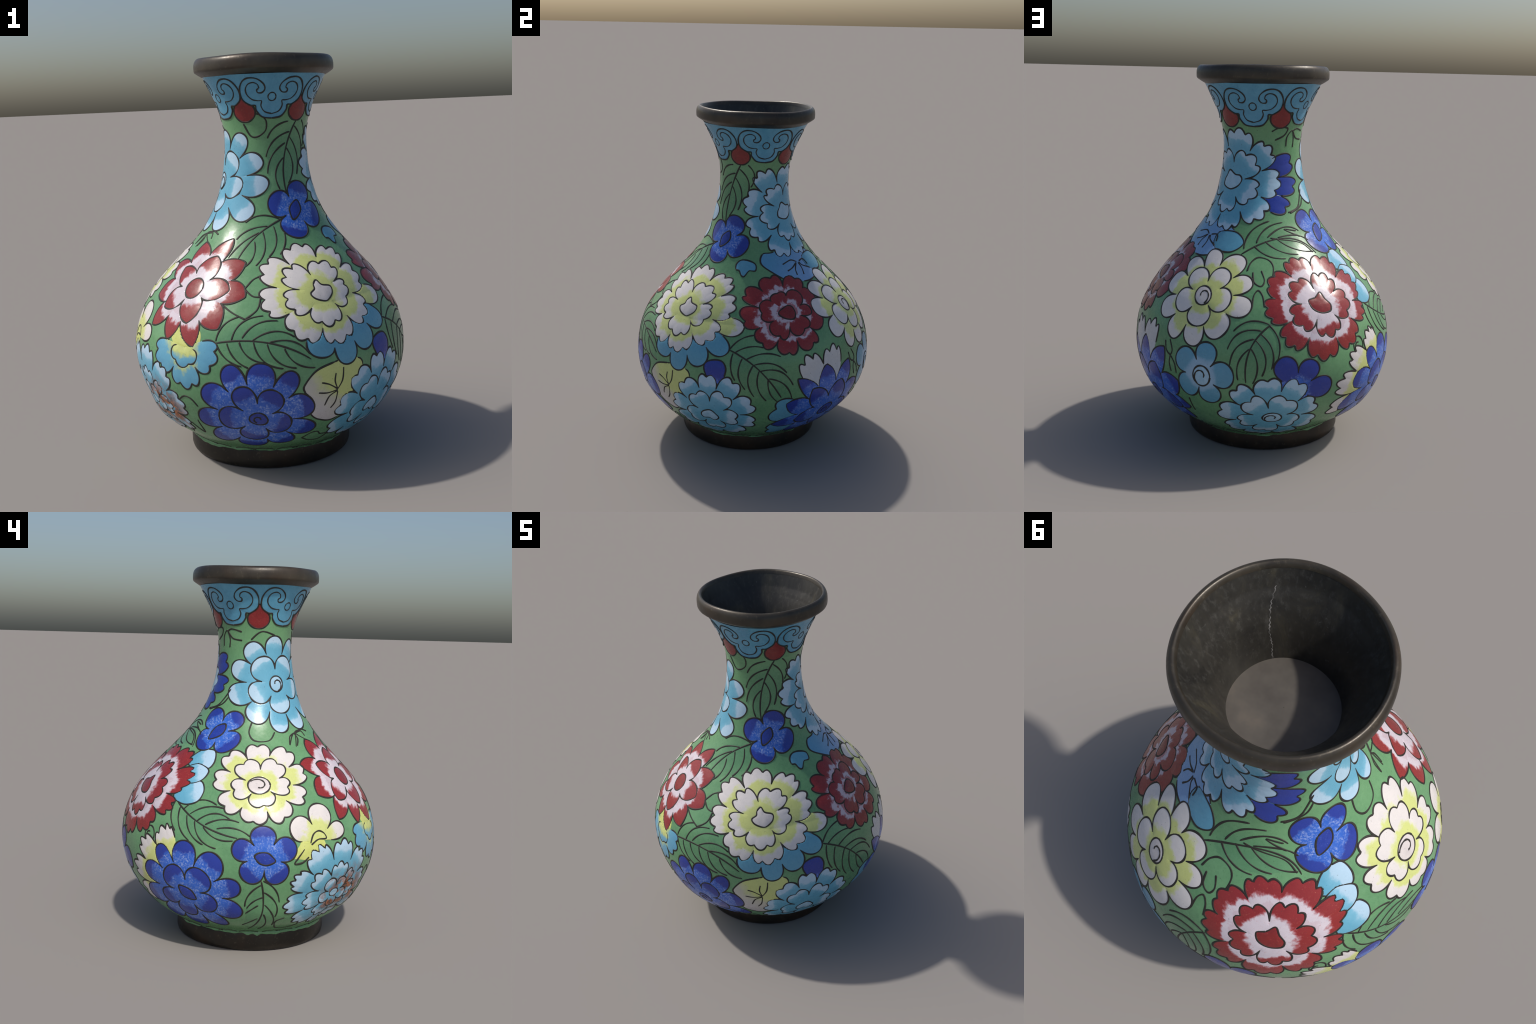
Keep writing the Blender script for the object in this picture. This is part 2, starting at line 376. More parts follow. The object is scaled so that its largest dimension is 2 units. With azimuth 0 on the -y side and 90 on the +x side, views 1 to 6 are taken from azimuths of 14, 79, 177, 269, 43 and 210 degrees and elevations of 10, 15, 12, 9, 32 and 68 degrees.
RUST_AT = surface(319*RAD, .31)
def petal_enamel(name, stops, wobble=.3, streak=(7, 1.6, 7), speckle=None, shift=.12, rust=False, grain=.3, rough=.24, red_dust=False, cup=0., blotch=0.):
    """colour runs along the petal (local Y, 0 at its visible root, 1 at its tip) with a ragged, streaky border"""
    m = Mat(name); pos = position(m)
    c = m.node("TexCoord").outputs["Object"]; sep = m.node("SeparateXYZ"); m.link(c, sep.inputs[0])
    off = m.node("ObjectInfo").outputs["Random"]
    mp = m.node("Mapping"); mp.inputs["Scale"].default_value = streak; m.link(c, mp.inputs[0])
    comb = m.node("CombineXYZ"); m.link(m.math("MULTIPLY", off, 37.), comb.inputs[0]); m.link(m.math("MULTIPLY", off, 91.), comb.inputs[1])
    m.link(comb.outputs[0], mp.inputs["Location"])
    n = m.noise(1., 5, .62, mp.outputs[0])
    f = m.math("ADD", sep.outputs[1], m.math("MULTIPLY", m.math("SUBTRACT", n, .5), wobble))
    f = m.math("ADD", f, m.math("MULTIPLY", m.math("SUBTRACT", off, .5), shift))
    if cup: f = m.math("ADD", f, m.math("MULTIPLY", m.math("POWER", m.math("ABSOLUTE", sep.outputs[0]), 2.), cup))
    if blotch: f = m.math("ADD", f, m.math("MULTIPLY", m.math("SUBTRACT", m.noise(17, 4, .6, pos), .5), blotch))
    col = m.ramp(f, stops)
    if speckle:
        sp_col, y_end, amount = speckle
        s1 = m.noise(105, 3, .7, pos); s2 = m.noise(30, 3, .6, pos)
        g = m.math("MULTIPLY", m.ramp(s1, [(.47, 0.), (.66, 1.)]), m.ramp(s2, [(.38, .1), (.6, 1.)]))
        g = m.math("MULTIPLY", g, m.ramp(f, [(0., 1.), (y_end*.7, .9), (y_end, 0.)]))
        col = m.mix(m.math("MULTIPLY", g, amount), col, sp_col)
    cloud = m.noise(24, 4, .6, pos)
    col = m.mix(m.ramp(cloud, [(.3, grain), (.7, 0.)]), col, m.mix(1., col, (.78, .8, .84), "MULTIPLY"))
    if red_dust:
        d = m.noise(190, 2, .5, pos); col = m.mix(m.ramp(d, [(.64, 0.), (.74, .55)]), col, lin("#c0705a"))
    pit = m.noise(115, 2, .5, pos); col = m.mix(m.ramp(pit, [(.715, 0.), (.75, .55)]), col, lin("#3b3a38"))
    if rust:
        v = m.node("VectorMath"); v.operation = "DISTANCE"; m.link(pos, v.inputs[0]); v.inputs[1].default_value = tuple(RUST_AT)
        rn = m.noise(15, 5, .66, pos)
        k = m.math("MULTIPLY", m.ramp(v.outputs["Value"], [(.1, 1.), (.22, 0.)]), m.ramp(rn, [(.45, 0.), (.53, 1.)]))
        col = m.mix(k, col, m.ramp(m.noise(60, 3, .6, pos), [(.36, lin("#2e1d15")), (.5, lin("#8a4a22")), (.68, lin("#a9673a"))]))
    return m.finish(col, glaze_rough(m, pos), bump=glaze_bump(m, pos), strength=.35, dist=.003)

def plain_enamel(name, a, b, rough=.24, dust=None):
    m = Mat(name); pos = position(m)
    c = m.ramp(m.noise(18, 5, .62, pos), [(.3, lin(a)), (.7, lin(b))])
    if dust: c = m.mix(m.ramp(m.noise(170, 2, .5, pos), [(.64, 0.), (.74, .5)]), c, lin(dust))
    c = m.mix(m.ramp(m.noise(115, 2, .5, pos), [(.715, 0.), (.75, .5)]), c, lin("#34383a"))
    return m.finish(c, glaze_rough(m, pos), bump=glaze_bump(m, pos), strength=.35, dist=.003)

WHITE, YELLOW = lin("#dcd6d3"), lin("#ced586")
RED, REDW = lin("#8e2d2e"), lin("#d3c8d0")
SKY, SKYW = lin("#66a9c4"), lin("#afcde1")
NAVY, NAVYB = lin("#293d98"), lin("#3366c6")
CREAM_OUT = petal_enamel("cream_petal_enamel", [(.0, YELLOW), (.3, YELLOW), (.42, lin("#dad9bd")), (.48, WHITE)], .65, (1.5, 1.2, 1.5), shift=.3, cup=.7, blotch=.7)
CREAM_IN = petal_enamel("cream_inner_petal_enamel", [(.1, YELLOW), (.3, YELLOW), (.42, lin("#dad9bd")), (.48, WHITE)], .7, (1.3, 1.2, 1.3), shift=.4, cup=.3, blotch=.6)
RED_OUT = petal_enamel("red_tipped_petal_enamel", [(.0, lin("#cbbac2")), (.04, REDW), (.28, REDW), (.38, lin("#a65559")), (.43, RED)], .5, (5, 1.8, 5), red_dust=True, cup=.8, shift=.2, blotch=.55)
RED_IN = petal_enamel("red_inner_petal_enamel", [(.05, REDW), (.34, REDW), (.45, lin("#a65559")), (.5, RED)], .45, (4.5, 1.8, 4.5), red_dust=True, cup=.25, shift=.2, blotch=.5)
RED_WORN = petal_enamel("worn_red_petal_enamel", [(.0, lin("#a86c72")), (.06, lin("#c6b6c0")), (.22, lin("#c6b6c0")), (.34, lin("#96454a")), (.42, RED)], .7, (4, 1.8, 4), red_dust=True, cup=1., shift=.35, blotch=1.1)
SKY_OUT = petal_enamel("sky_petal_enamel", [(.25, SKY), (.46, lin("#79b5ce")), (.56, SKYW), (1., lin("#b3d0e5"))], .4, (1.8, 1.1, 1.8), blotch=.45, shift=.25)
SKY_IN = petal_enamel("sky_inner_petal_enamel", [(.35, SKY), (.52, lin("#79b5ce")), (.62, SKYW)], .4, (1.8, 1.1, 1.8), blotch=.45, shift=.25)
SKY_RUST = petal_enamel("rust_chipped_sky_enamel", [(.25, SKY), (.48, lin("#79b5ce")), (.6, SKYW), (1., lin("#b3d0e5"))], .4, (1.8, 1.1, 1.8), rust=True)
NAVY_OUT = petal_enamel("navy_petal_enamel", [(.2, NAVYB), (.45, lin("#305cbb")), (.53, NAVY)], .6, (2, 1.2, 2), speckle=(lin("#a3b5e2"), .58, .9))
NAVY_PLAIN = petal_enamel("navy_plain_petal_enamel", [(.0, NAVYB), (.12, lin("#2c4fa9")), (.2, NAVY)], .5, (3, 1.2, 3), speckle=(lin("#93a9dc"), .25, .7))
TEAL = petal_enamel("turquoise_petal_enamel", [(.05, lin("#9cbdd6")), (.2, lin("#8fb6d0")), (.32, lin("#63a0bb")), (.9, lin("#5f9cb8"))], .3, (1.8, 1.2, 1.8))
TEAL_PLAIN = petal_enamel("turquoise_plain_enamel", [(.0, lin("#5f9fba")), (1., lin("#63a2bd"))], .3, (2.5, 1.2, 2.5))
TEAL_YELLOW = petal_enamel("turquoise_yellow_petal_enamel", [(.0, YELLOW), (.12, lin("#bfca80")), (.4, lin("#68a8c3")), (1., lin("#5f9fc0"))], .6, (1.6, 1.4, 1.6), shift=.3, blotch=1.)
WHITE_BUD = petal_enamel("white_petal_enamel", [(.0, lin("#c9cbd0")), (.5, lin("#d0cdcc")), (1., WHITE)], .3)
YELLOW_BASE = petal_enamel("yellow_based_petal_enamel", [(.22, YELLOW), (.36, lin("#d6d8a4")), (.46, WHITE)], .5, (2, 1.2, 2), blotch=.7)
YELLOW_PLAIN = plain_enamel("yellow_enamel", "#c3ca70", "#d2d784")
RED_PLAIN = plain_enamel("red_enamel", "#772324", "#8a2b2c", dust="#b5664f")
WHITE_PLAIN = plain_enamel("white_enamel", "#c6bfbe", "#dad3d0")
SKY_PLAIN = plain_enamel("pale_sky_enamel", "#8db9d2", "#b0cee2")
NAVY_EYE = plain_enamel("navy_enamel", "#22358c", "#2b429f", dust="#7f97d4")
COLLAR_BLUE = plain_enamel("collar_blue_enamel", "#5091b1", "#62a4c1", rough=.3)
LILAC = petal_enamel("blue_to_lilac_enamel", [(.0, lin("#86aad6")), (.4, lin("#7ba6d2")), (.75, lin("#5f9cc2"))], .4, (2, 1, 2))
m = Mat("cloison_wire"); p_ = position(m)
WIRE = m.finish(m.ramp(m.noise(40, 4, .65, p_), [(.35, lin("#211e1a")), (.62, lin("#2c2822")), (.8, lin("#453b30"))]), .62)

def leaf_enamel():
    m = Mat("leaf_enamel"); pos = position(m); c = ground_colour(m, pos)
    o = m.node("TexCoord").outputs["Object"]; sep = m.node("SeparateXYZ"); m.link(o, sep.inputs[0])
    # deepest along the midrib, melting into the ground at the blade's edge
    e = m.math("ADD", m.math("POWER", m.math("ABSOLUTE", m.math("MULTIPLY", sep.outputs[0], 3.2)), 2.), m.math("POWER", m.math("ABSOLUTE", m.math("MULTIPLY", m.math("SUBTRACT", sep.outputs[1], .5), 1.9)), 2.))
    e = m.math("ADD", e, m.math("MULTIPLY", m.math("SUBTRACT", m.noise(9, 3, .6, pos), .5), .5))
    c = m.mix(m.ramp(e, [(.25, .8), (1., 0.)]), c, m.mix(1., c, (.8, .86, .9), "MULTIPLY"))
    return m.finish(c, glaze_rough(m, pos), bump=glaze_bump(m, pos), strength=.35, dist=.003)
LEAF = leaf_enamel()

# ---------------------------------------------------------------- motif builders
def flower(at, rings, eye=None, order=1, curl=None, name="flower"):
    """rings: (level, enamel, petals, inner, base, closed); eye: (enamel, outline); curl: (radius, start, flip, squash)"""
    f = group(name); k = order*10+.01*len(bpy.data.objects)/50
    for level, mat, petals, inner, base, closed in rings:
        petal_ring(f, at, mat, petals, k+level, inner, base, closed)
    if eye: blob(f, eye[2] if len(eye) > 2 else at, eye[0], eye[1], k+4.5, "flower_centre")
    if curl: spiral(f, at, curl[0], k+6, turn=.72, start=curl[1], flip=curl[2], squash=curl[3], over=.0042, ring=0.)
    return f

def oval(a, b=None, tilt=0., n=10):
    """control points of an ellipse"""
    b = b or a; out = []
    for i in range(n):
        w = 2*np.pi*i/n; x, y = a*cos(w), b*sin(w); q = tilt*RAD
        X, Y = x*cos(q)-y*sin(q), x*sin(q)+y*cos(q); out.append((degrees(atan2(Y, X)), hypot(X, Y)))
    return out

def leaf(base, tip, bow, veins):
    """a leaf: bowed midrib from base to tip; veins = (root along, root across, end along, end across, bow),
    in shares of the leaf's length"""
    dth = ((tip[0]-base[0]+180) % 360-180)*RAD
    b = np.array([dth*float(radius(tip[1])), arc(tip[1])-arc(base[1])]); L = np.hypot(*b); ex = b/L; ey = np.array([-ex[1], ex[0]])
    def bez(p0, p2, k):
        d = p2-p0; mid = (p0+p2)/2+np.array([-d[1], d[0]])*k; c = 2*mid-(p0+p2)/2
        u = np.linspace(0, 1, 30)[:, None]; return (1-u)**2*p0+2*u*(1-u)*c+u*u*p2
    xy = lambda p: np.asarray(p)[:, :1]*L*ex+np.asarray(p)[:, 1:]*L*ey
    ends = sorted([(v[2], v[3]) for v in veins if v[3] > bow*.5]); low = sorted([(v[2], v[3]) for v in veins if v[3] <= bow*.5], reverse=True)
    ring = [(-.02, 0.)]+[(x, y) for x, y in low[::-1]]+[(1.02, 0.)]+[(x, y) for x, y in ends[::-1]]
    P = xy(np.array(ring)); a = np.degrees(np.arctan2(*(P-P.mean(0)).T[::-1])); cen = P.mean(0)
    P = P[np.argsort(a)]-cen
    ce = chart_xy(base, cen[0], cen[1]); at = (ce[0]/RAD, float(ce[1]))
    blade = group("leaf")
    blob(blade, at, LEAF, [(degrees(atan2(q[1], q[0])), hypot(*q)) for q in P], 0., "leaf_blade", wire=False)
    PATCHES[-1]["frame"] = frame_at(*chart_xy(base, 0, 0), *chart_xy(base, *b)); PATCHES[-1]["puff"] = .4
    curves = [bez(np.zeros(2), np.array([1., 0.]), bow)]+[bez(np.array(v[:2]), np.array(v[2:4]), v[4]) for v in veins]
    for c in curves:
        q = xy(c); th, t = chart_xy(base, q[:, 0], q[:, 1]); WIRES.append(dict(th=th, t=t, rank=1., owner=blade, w=.0039))

def finish_decoration():
    """press the hidden parts of lower cells down, cut hidden wires, and make the meshes"""
    polys = [(p["poly"], p["rank"]) for p in PATCHES]
    boxes = [(q.min(0), q.max(0)) for q, _ in polys]
    def hidden(th, t, rank):
        pts = flat(th, t); h = np.zeros(len(pts), bool)
        lo, hi = pts.min(0), pts.max(0)
        for (q, r), (a, b) in zip(polys, boxes):
            if r <= rank+1e-4: continue
            dx = (q[:, 0].mean()-(lo[0]+hi[0])/2+WRAP/2) % WRAP-WRAP/2
            if abs(dx) > (b[0]-a[0]+hi[0]-lo[0])/2+.01 or a[1] > hi[1] or b[1] < lo[1]: continue
            h |= inside(q, pts)
        return h
    for p in PATCHES:
        hid = hidden(p["th"], p["t"], p["rank"]); p["hid"] = hid
        if hid.all(): continue
        h = np.where(hid, LOW, EDGE+step(p["rank"])+PUFF*p.get("puff", 1.)*p["lift"]) if p["rank"] > 0.5 else np.where(hid, -.0002, -.0004+.0011*p["lift"])
        V = surface(p["th"], p["t"], h); n = len(V); F = [tuple(f) for f in p["faces"]]
        b = p["border"]                                   # skirt: the cell's side walls, down into the body
        if p["rank"] > .5:
            S = surface(p["th"][b], p["t"][b], -.002); m = len(b)
            V = np.concatenate([V, V[b], S])
            F += [(n+j, n+m+j, n+m+(j+1) % m, n+(j+1) % m) for j in range(m)]
        M = p["frame"]; Mi = np.array(M.inverted())
        V = V@Mi[:3, :3].T+Mi[:3, 3]
        me = mesh_from(p["name"], V, F)
        # consistent outward normals
        f0 = me.polygons[len(me.polygons)//3 if len(p["faces"]) > 3 else 0]
        if np.dot(np.array(f0.normal), (0, 0, 1)) < 0: me.flip_normals()
        ob = new_object(p["name"], me, p["parent"], [p["mat"]]); ob.matrix_world = M
    nets = {}
    for w in WIRES:
        th, t = np.asarray(w["th"], float), np.asarray(w["t"], float)
        hid = hidden(th, t, w["rank"]); k = 0
        while k < len(th):
            if hid[k]: k += 1; continue
            e = k
            while e+1 < len(th) and not hid[e+1]: e += 1
            if e-k >= 2: nets.setdefault(w["owner"].name, []).append((w["owner"], th[k:e+1], t[k:e+1], w["w"], w.get("over", 0.) or (step(w["rank"]) if w["rank"] > 9 else 0.)))
            k = e+1
    for runs in nets.values():
        V, F, n = [], [], 0
        for owner, th, t, w, over in runs:
            P = surface(th, t, over); d = np.gradient(P, axis=0); d /= np.linalg.norm(d, axis=1)[:, None]+1e-12
            N = surface(th, t, .01+over)-P; N /= np.linalg.norm(N, axis=1)[:, None]
            X = np.cross(d, N); X /= np.linalg.norm(X, axis=1)[:, None]+1e-12
            k = np.arange(len(th)); ww = w*(1+.16*np.sin(k*.37+n)+.1*np.sin(k*.13+n*.7))
            ww = ww*np.clip(np.minimum(k, len(k)-1-k)/2+.55, 0, 1)
            prof = [(-1, -.0015), (-.96, .0012), (-.55, .0021), (.55, .0021), (.96, .0012), (1, -.0015)]
            for x, h in prof: V.append(P+X*(ww*x)[:, None]+N*h)
            m = len(th); q = len(prof)
            for a in range(q-1):
                for j in range(m-1): F.append((n+a*m+j, n+a*m+j+1, n+(a+1)*m+j+1, n+(a+1)*m+j))
            F.append(tuple(n+a*m for a in range(q))); F.append(tuple(n+a*m+m-1 for a in range(q)[::-1]))
            n += m*q
        me = mesh_from("outline_wire", np.concatenate(V), F)
        ob = new_object("outline_wire", me, runs[0][0], [WIRE]); ob["kind"] = "stuff"
# ================================================================ the motifs, as they stand round the vase
ROUND, POINT = 1, 0
# --- belly, upper row
flower((333.3, .917), [
    (2, RED_OUT, [(18, .182, 39, .25, 0), (65, .165, 76, .298, 0), (95, .185, 109, .273, 0), (133, .176, 158, .271, 0), (172, .181, 198, .285, 0), (210, .19, 225, .315, 0), (238, .185, 255, .275, 0), (270, .17, 290, .299, 0), (304, .185, 319, .283, 0), (341, .19, 354, .283, 0)], .55, .56, True),
    (3, RED_IN, [(327, .078, 1, .192, 0), (40, .081, 80, .191, 0), (115, .086, 146, .176, 0), (182, .086, 218, .2, 0), (246, .07, 282, .18, 0)], .3, .28, True)],
    (RED_PLAIN, oval(.05, .055)), 3)
flower((39.1, .897), [
    (1, TEAL_PLAIN, [(238, .25, 253, .318, 1), (268, .272, 280, .362, 1), (292, .28, 305, .365, 1), (316, .285, 327, .398, 1), (336, .26, 0, 0, 0)], .7, .75, False),
    (1, CREAM_OUT, [(336, .26, 346, .382, 1), (357, .25, 0, 0, 0)], .7, .72, False),
    (2, CREAM_OUT, [(122, .193, 147, .29, 3), (168, .205, 191, .303, 3), (206, .205, 231, .275, 3), (254, .181, 277, .263, 3), (304, .167, 327, .28, 3), (347, .18, 8, .279, 3), (34, .191, 53, .28, 3), (77, .193, 98, .28, 3)], .55, .58, True),
    (3, CREAM_IN, [(105, .099, 136, .199, 3), (167, .107, 196, .196, 3), (225, .107, 266, .175, 3), (304, .085, 355, .156, 3), (27, .089, 61, .18, 3)], .3, .3, True)],
    (WHITE_PLAIN, [(100, .066), (77, .037), (23, .055), (344, .053), (297, .05), (269, .05), (216, .054), (184, .059), (153, .039), (125, .054)]), 2)
flower((99.9, .903), [
    (2, RED_WORN, [(43, .197, 62, .243, 2), (84, .164, 101, .247, 2), (127, .177, 151, .259, 2), (164, .162, 190, .275, 2), (203, .19, 223, .255, 2), (241, .173, 263, .241, 2), (279, .163, 304, .248, 2), (319, .152, 337, .23, 1), (358, .165, 16, .225, 1)], .55, .58, True),
    (3, RED_WORN, [(20, .094, 51, .156, 1), (80, .104, 103, .135, 2), (134, .11, 177, .161, 2), (203, .101, 241, .165, 2), (266, .082, 309, .152, 2), (342, .079, 351, .155, 1)], .3, .28, True)],
    (RED_PLAIN, [(78, .044), (42, .048), (352, .046), (306, .049), (244, .038), (190, .052), (166, .051), (122, .037)]), 2)
flower((146.5, .872), [
    (2, CREAM_OUT, [(112, .166, 138, .256, 1), (152, .172, 177, .282, 1), (189, .18, 208, .282, 1), (223, .18, 242, .273, 1), (255, .166, 275, .259, 1), (291, .164, 309, .251, 1), (334, .171, 349, .273, 1), (8, .161, 22, .251, 1), (43, .171, 62, .276, 1), (81, .18, 98, .27, 1)], .55, .56, True),
    (3, CREAM_IN, [(92, .078, 130, .17, 1), (165, .076, 203, .17, 1), (238, .079, 277, .16, 1), (316, .066, 350, .158, 1), (32, .093, 64, .178, 1)], .3, .3, True)],
    (WHITE_PLAIN, oval(.046, .052, 30)), 4, (.042, 300, 1, 1.1))
flower((205.4, .85), [
    (2, RED_OUT, [(120, .181, 146, .258, 3), (169, .215, 188, .286, 3), (204, .188, 223, .286, 3), (241, .183, 265, .285, 3), (288, .193, 309, .29, 3), (330, .2, 343, .32, 3), (356, .215, 15, .315, 4), (38, .205, 57, .29, 3), (80, .21, 101, .27, 3)], .55, .58, True),
    (3, RED_IN, [(92, .082, 133, .167, 3), (174, .09, 210, .178, 3), (246, .082, 281, .177, 3), (317, .095, 352, .19, 3), (28, .115, 60, .184, 3)], .3, .3, True)],
    (RED_PLAIN, [(70, .065), (32, .045), (351, .061), (320, .064), (269, .046), (205, .047), (156, .057), (111, .038)]), 3)
flower((275.1, .906), [
    (2, CREAM_OUT, [(110, .164, 132, .25, 2), (153, .16, 174, .24, 2), (193, .147, 214, .233, 2), (234, .149, 259, .21, 2), (284, .144, 305, .228, 2), (328, .158, 343, .26, 2), (0, .175, 15, .268, 2), (34, .19, 53, .272, 2), (72, .185, 91, .253, 2)], .55, .56, True),
    (3, CREAM_IN, [(85, .094, 122, .165, 2), (157, .072, 193, .145, 2), (230, .06, 280, .125, 2), (330, .066, 356, .164, 2), (22, .11, 53, .178, 2)], .3, .3, True)],
    (WHITE_PLAIN, oval(.056, .048)), 3, (.05, 150, -1, .85))
# --- neck
flower((300.3, 1.393), [
    (2, SKY_OUT, [(107, .163, 124, .256, 1), (142, .166, 160, .256, 1), (178, .161, 196, .281, 1), (214, .174, 232, .268, 1), (250, .159, 266, .274, 1), (283, .169, 300, .288, 1), (314, .18, 326, .33, 1), (340, .19, 356, .299, 1), (10, .18, 21, .268, 1), (43, .169, 58, .275, 1), (73, .165, 90, .254, 1)], .55, .58, True),
    (3, SKY_IN, [(91, .078, 128, .165, 1), (172, .08, 206, .166, 1), (241, .073, 277, .162, 1), (315, .085, 350, .17, 1), (16, .079, 58, .165, 1)], .3, .3, True)],
    (SKY_PLAIN, oval(.038, .042)), 3, (.036, 280, 1, 1.1))
flower((134.7, 1.402), [
    (1, NAVY_PLAIN, [(328, .255, 338, .372, 2), (346, .255, 356, .375, 2), (6, .25, 18, .35, 2), (31, .24, 0, 0, 0)], .75, .5, False),
    (2, SKY_OUT, [(107, .183, 126, .303, 3), (140, .191, 164, .27, 3), (184, .182, 206, .288, 3), (222, .186, 239, .297, 3), (259, .186, 280, .272, 3), (299, .178, 319, .288, 3), (337, .19, 357, .272, 3), (21, .168, 43, .275, 3), (61, .182, 82, .28, 3)], .55, .56, True),
    (3, SKY_IN, [(92, .095, 132, .184, 3), (153, .088, 190, .18, 3), (225, .089, 258, .175, 3), (295, .089, 335, .168, 3), (11, .075, 49, .18, 3)], .3, .3, True)],
    (SKY_PLAIN, [(115, .061), (68, .037), (33, .055), (5, .058), (325, .046), (262, .045), (206, .065), (179, .06), (151, .052)]), 2)
flower((44., 1.251), [(2, NAVY_OUT, [(105, .071, 155, .14, 1), (204, .062, 252, .154, 1), (296, .068, 340, .156, 1), (24, .072, 67, .152, 1)], .25, .3, True)],
    (NAVY_EYE, [(67, .052), (6, .03), (278, .033), (242, .056), (215, .041), (159, .032), (100, .039)]), 3)
flower((237.6, 1.139), [(2, NAVY_OUT, [(88, .065, 121, .154, 1), (170, .068, 224, .137, 1), (280, .062, 323, .16, 1), (10, .058, 45, .15, 1)], .25, .3, True)],
    (NAVY_EYE, [(61, .056), (18, .041), (309, .032), (234, .06), (189, .038), (117, .038)]), 2)
# --- belly, lower row
flower((7.3, .352), [
    (2, NAVY_OUT, [(102, .185, 116, .297, 1), (132, .192, 151, .3, 1), (167, .195, 183, .303, 1), (201, .191, 220, .28, 1), (237, .176, 259, .253, 1), (280, .165, 303, .245, 1), (320, .154, 341, .272, 1), (357, .155, 16, .268, 1), (38, .18, 52, .293, 1), (65, .185, 83, .281, 1)], .55, .58, True),
    (3, NAVY_OUT, [(89, .088, 117, .186, 1), (145, .081, 180, .189, 1), (218, .081, 257, .168, 1), (294, .07, 340, .152, 1), (26, .07, 57, .175, 1)], .3, .3, True)],
    (NAVY_EYE, [(84, .038), (36, .038), (348, .042), (309, .042), (260, .037), (203, .042), (165, .042), (128, .038)]), 3, (.028, 250, -1, .9))
flower((59.3, .334), [
    (2, SKY_OUT, [(105, .183, 127, .259, 2), (145, .162, 167, .25, 2), (185, .156, 210, .248, 2), (233, .17, 257, .235, 2), (283, .18, 308, .242, 2), (329, .168, 348, .261, 2), (6, .175, 22, .285, 2), (41, .195, 57, .295, 2), (74, .19, 91, .269, 2)], .55, .56, True),
    (3, SKY_IN, [(84, .101, 118, .168, 2), (152, .076, 196, .148, 2), (242, .07, 275, .15, 2), (315, .072, 352, .165, 2), (29, .095, 55, .192, 2)], .3, .3, True)],
    (SKY_PLAIN, [(155, .045), (84, .038), (19, .035), (337, .052), (293, .052), (255, .03), (220, .054), (191, .056)]), 3)
flower((120.8, .323), [
    (1, TEAL_PLAIN, [(152, .26, 168, .375, 2), (188, .27, 206, .345, 2), (228, .25, 0, 0, 0)], .7, .7, False),
    (1, WHITE_BUD, [(76, .26, 87, .41, 3), (102, .29, 115, .42, 3), (130, .26, 0, 0, 0)], .7, .65, False),
    (2, NAVY_OUT, [(10, .2, 28, .283, 0), (48, .19, 63, .325, 0), (82, .195, 98, .31, 0), (118, .2, 133, .345, 0), (143, .19, 160, .308, 0), (178, .19, 193, .32, 0), (212, .18, 235, .27, 0), (258, .18, 279, .26, 0), (300, .18, 322, .25, 0), (340, .18, 354, .26, 0)], .55, .56, True),
    (3, NAVY_OUT, [(25, .1, 68, .205, 0), (99, .101, 128, .225, 0), (157, .1, 194, .195, 0), (235, .085, 274, .18, 0), (310, .085, 350, .2, 0)], .3, .3, True)],
    (NAVY_EYE, oval(.05, .04, 40)), 3, (.028, 220, -1, .8))
flower((153.4, .506), [(2, TEAL, [(111, .083, 144, .177, 1), (179, .089, 224, .158, 1), (256, .064, 290, .156, 1), (329, .072, 8, .167, 1), (49, .07, 82, .172, 1)], .25, .3, True)],
    (SKY_PLAIN, oval(.046, .052)), 2, (.046, 240, -1, 1.1))
flower((192.3, .458), [(2, NAVY_PLAIN, [(147, .09, 0, .1, 1), (327, .073, 2, .189, 1), (30, .08, 60, .168, 1), (89, .088, 116, .186, 1)], .25, .25, True)], None, 1)
flower((183.2, .285), [
    (2, SKY_OUT, [(119, .187, 135, .28, 2), (150, .177, 170, .28, 2), (191, .181, 209, .255, 2), (232, .2, 254, .255, 2), (274, .195, 293, .255, 2), (312, .165, 342, .24, 2), (4, .15, 23, .25, 2), (43, .169, 61, .272, 2), (79, .184, 98, .258, 2)], .55, .56, True),
    (3, SKY_IN, [(105, .078, 133, .187, 2), (166, .095, 195, .176, 2), (226, .1, 258, .175, 2), (290, .078, 334, .145, 2), (18, .077, 62, .165, 2)], .3, .3, True)],
    (SKY_PLAIN, oval(.048, .04)), 4, (.044, 230, -1, .85))
flower((243.1, .365), [
    (1, YELLOW_BASE, [(78, .24, 0, 0, 0)], .7, .7, False),
    (1, YELLOW_BASE, [(104, .259, 113, .37, 4), (130, .27, 143, .4, 3), (153, .27, 166, .405, 3), (179, .26, 192, .37, 2), (206, .25, 0, 0, 0)], .7, .66, False),
    (2, NAVY_OUT, [(114, .173, 127, .291, 1), (141, .18, 160, .294, 1), (175, .176, 195, .3, 1), (213, .18, 231, .28, 1), (249, .18, 269, .265, 1), (286, .155, 301, .271, 1), (315, .17, 338, .279, 1), (357, .18, 14, .288, 1), (29, .17, 52, .277, 1), (73, .16, 93, .275, 1)], .55, .56, True),
    (3, NAVY_OUT, [(93, .075, 130, .17, 1), (172, .077, 200, .174, 1), (227, .09, 258, .172, 1), (286, .076, 330, .16, 1), (8, .07, 51, .167, 1)], .3, .3, True)],
    (NAVY_EYE, [(142, .057), (102, .036), (26, .032), (322, .054), (270, .037), (205, .038)]), 3)
flower((276.2, .572), [(2, NAVY_OUT, [(129, .081, 160, .17, 1), (189, .086, 229, .15, 1), (269, .057, 310, .153, 1), (349, .082, 24, .171, 1), (56, .082, 92, .161, 1)], .25, .3, True)],
    (NAVY_EYE, [(165, .052), (134, .04), (67, .031), (16, .038), (345, .054), (292, .034), (230, .032), (189, .041)]), 3)
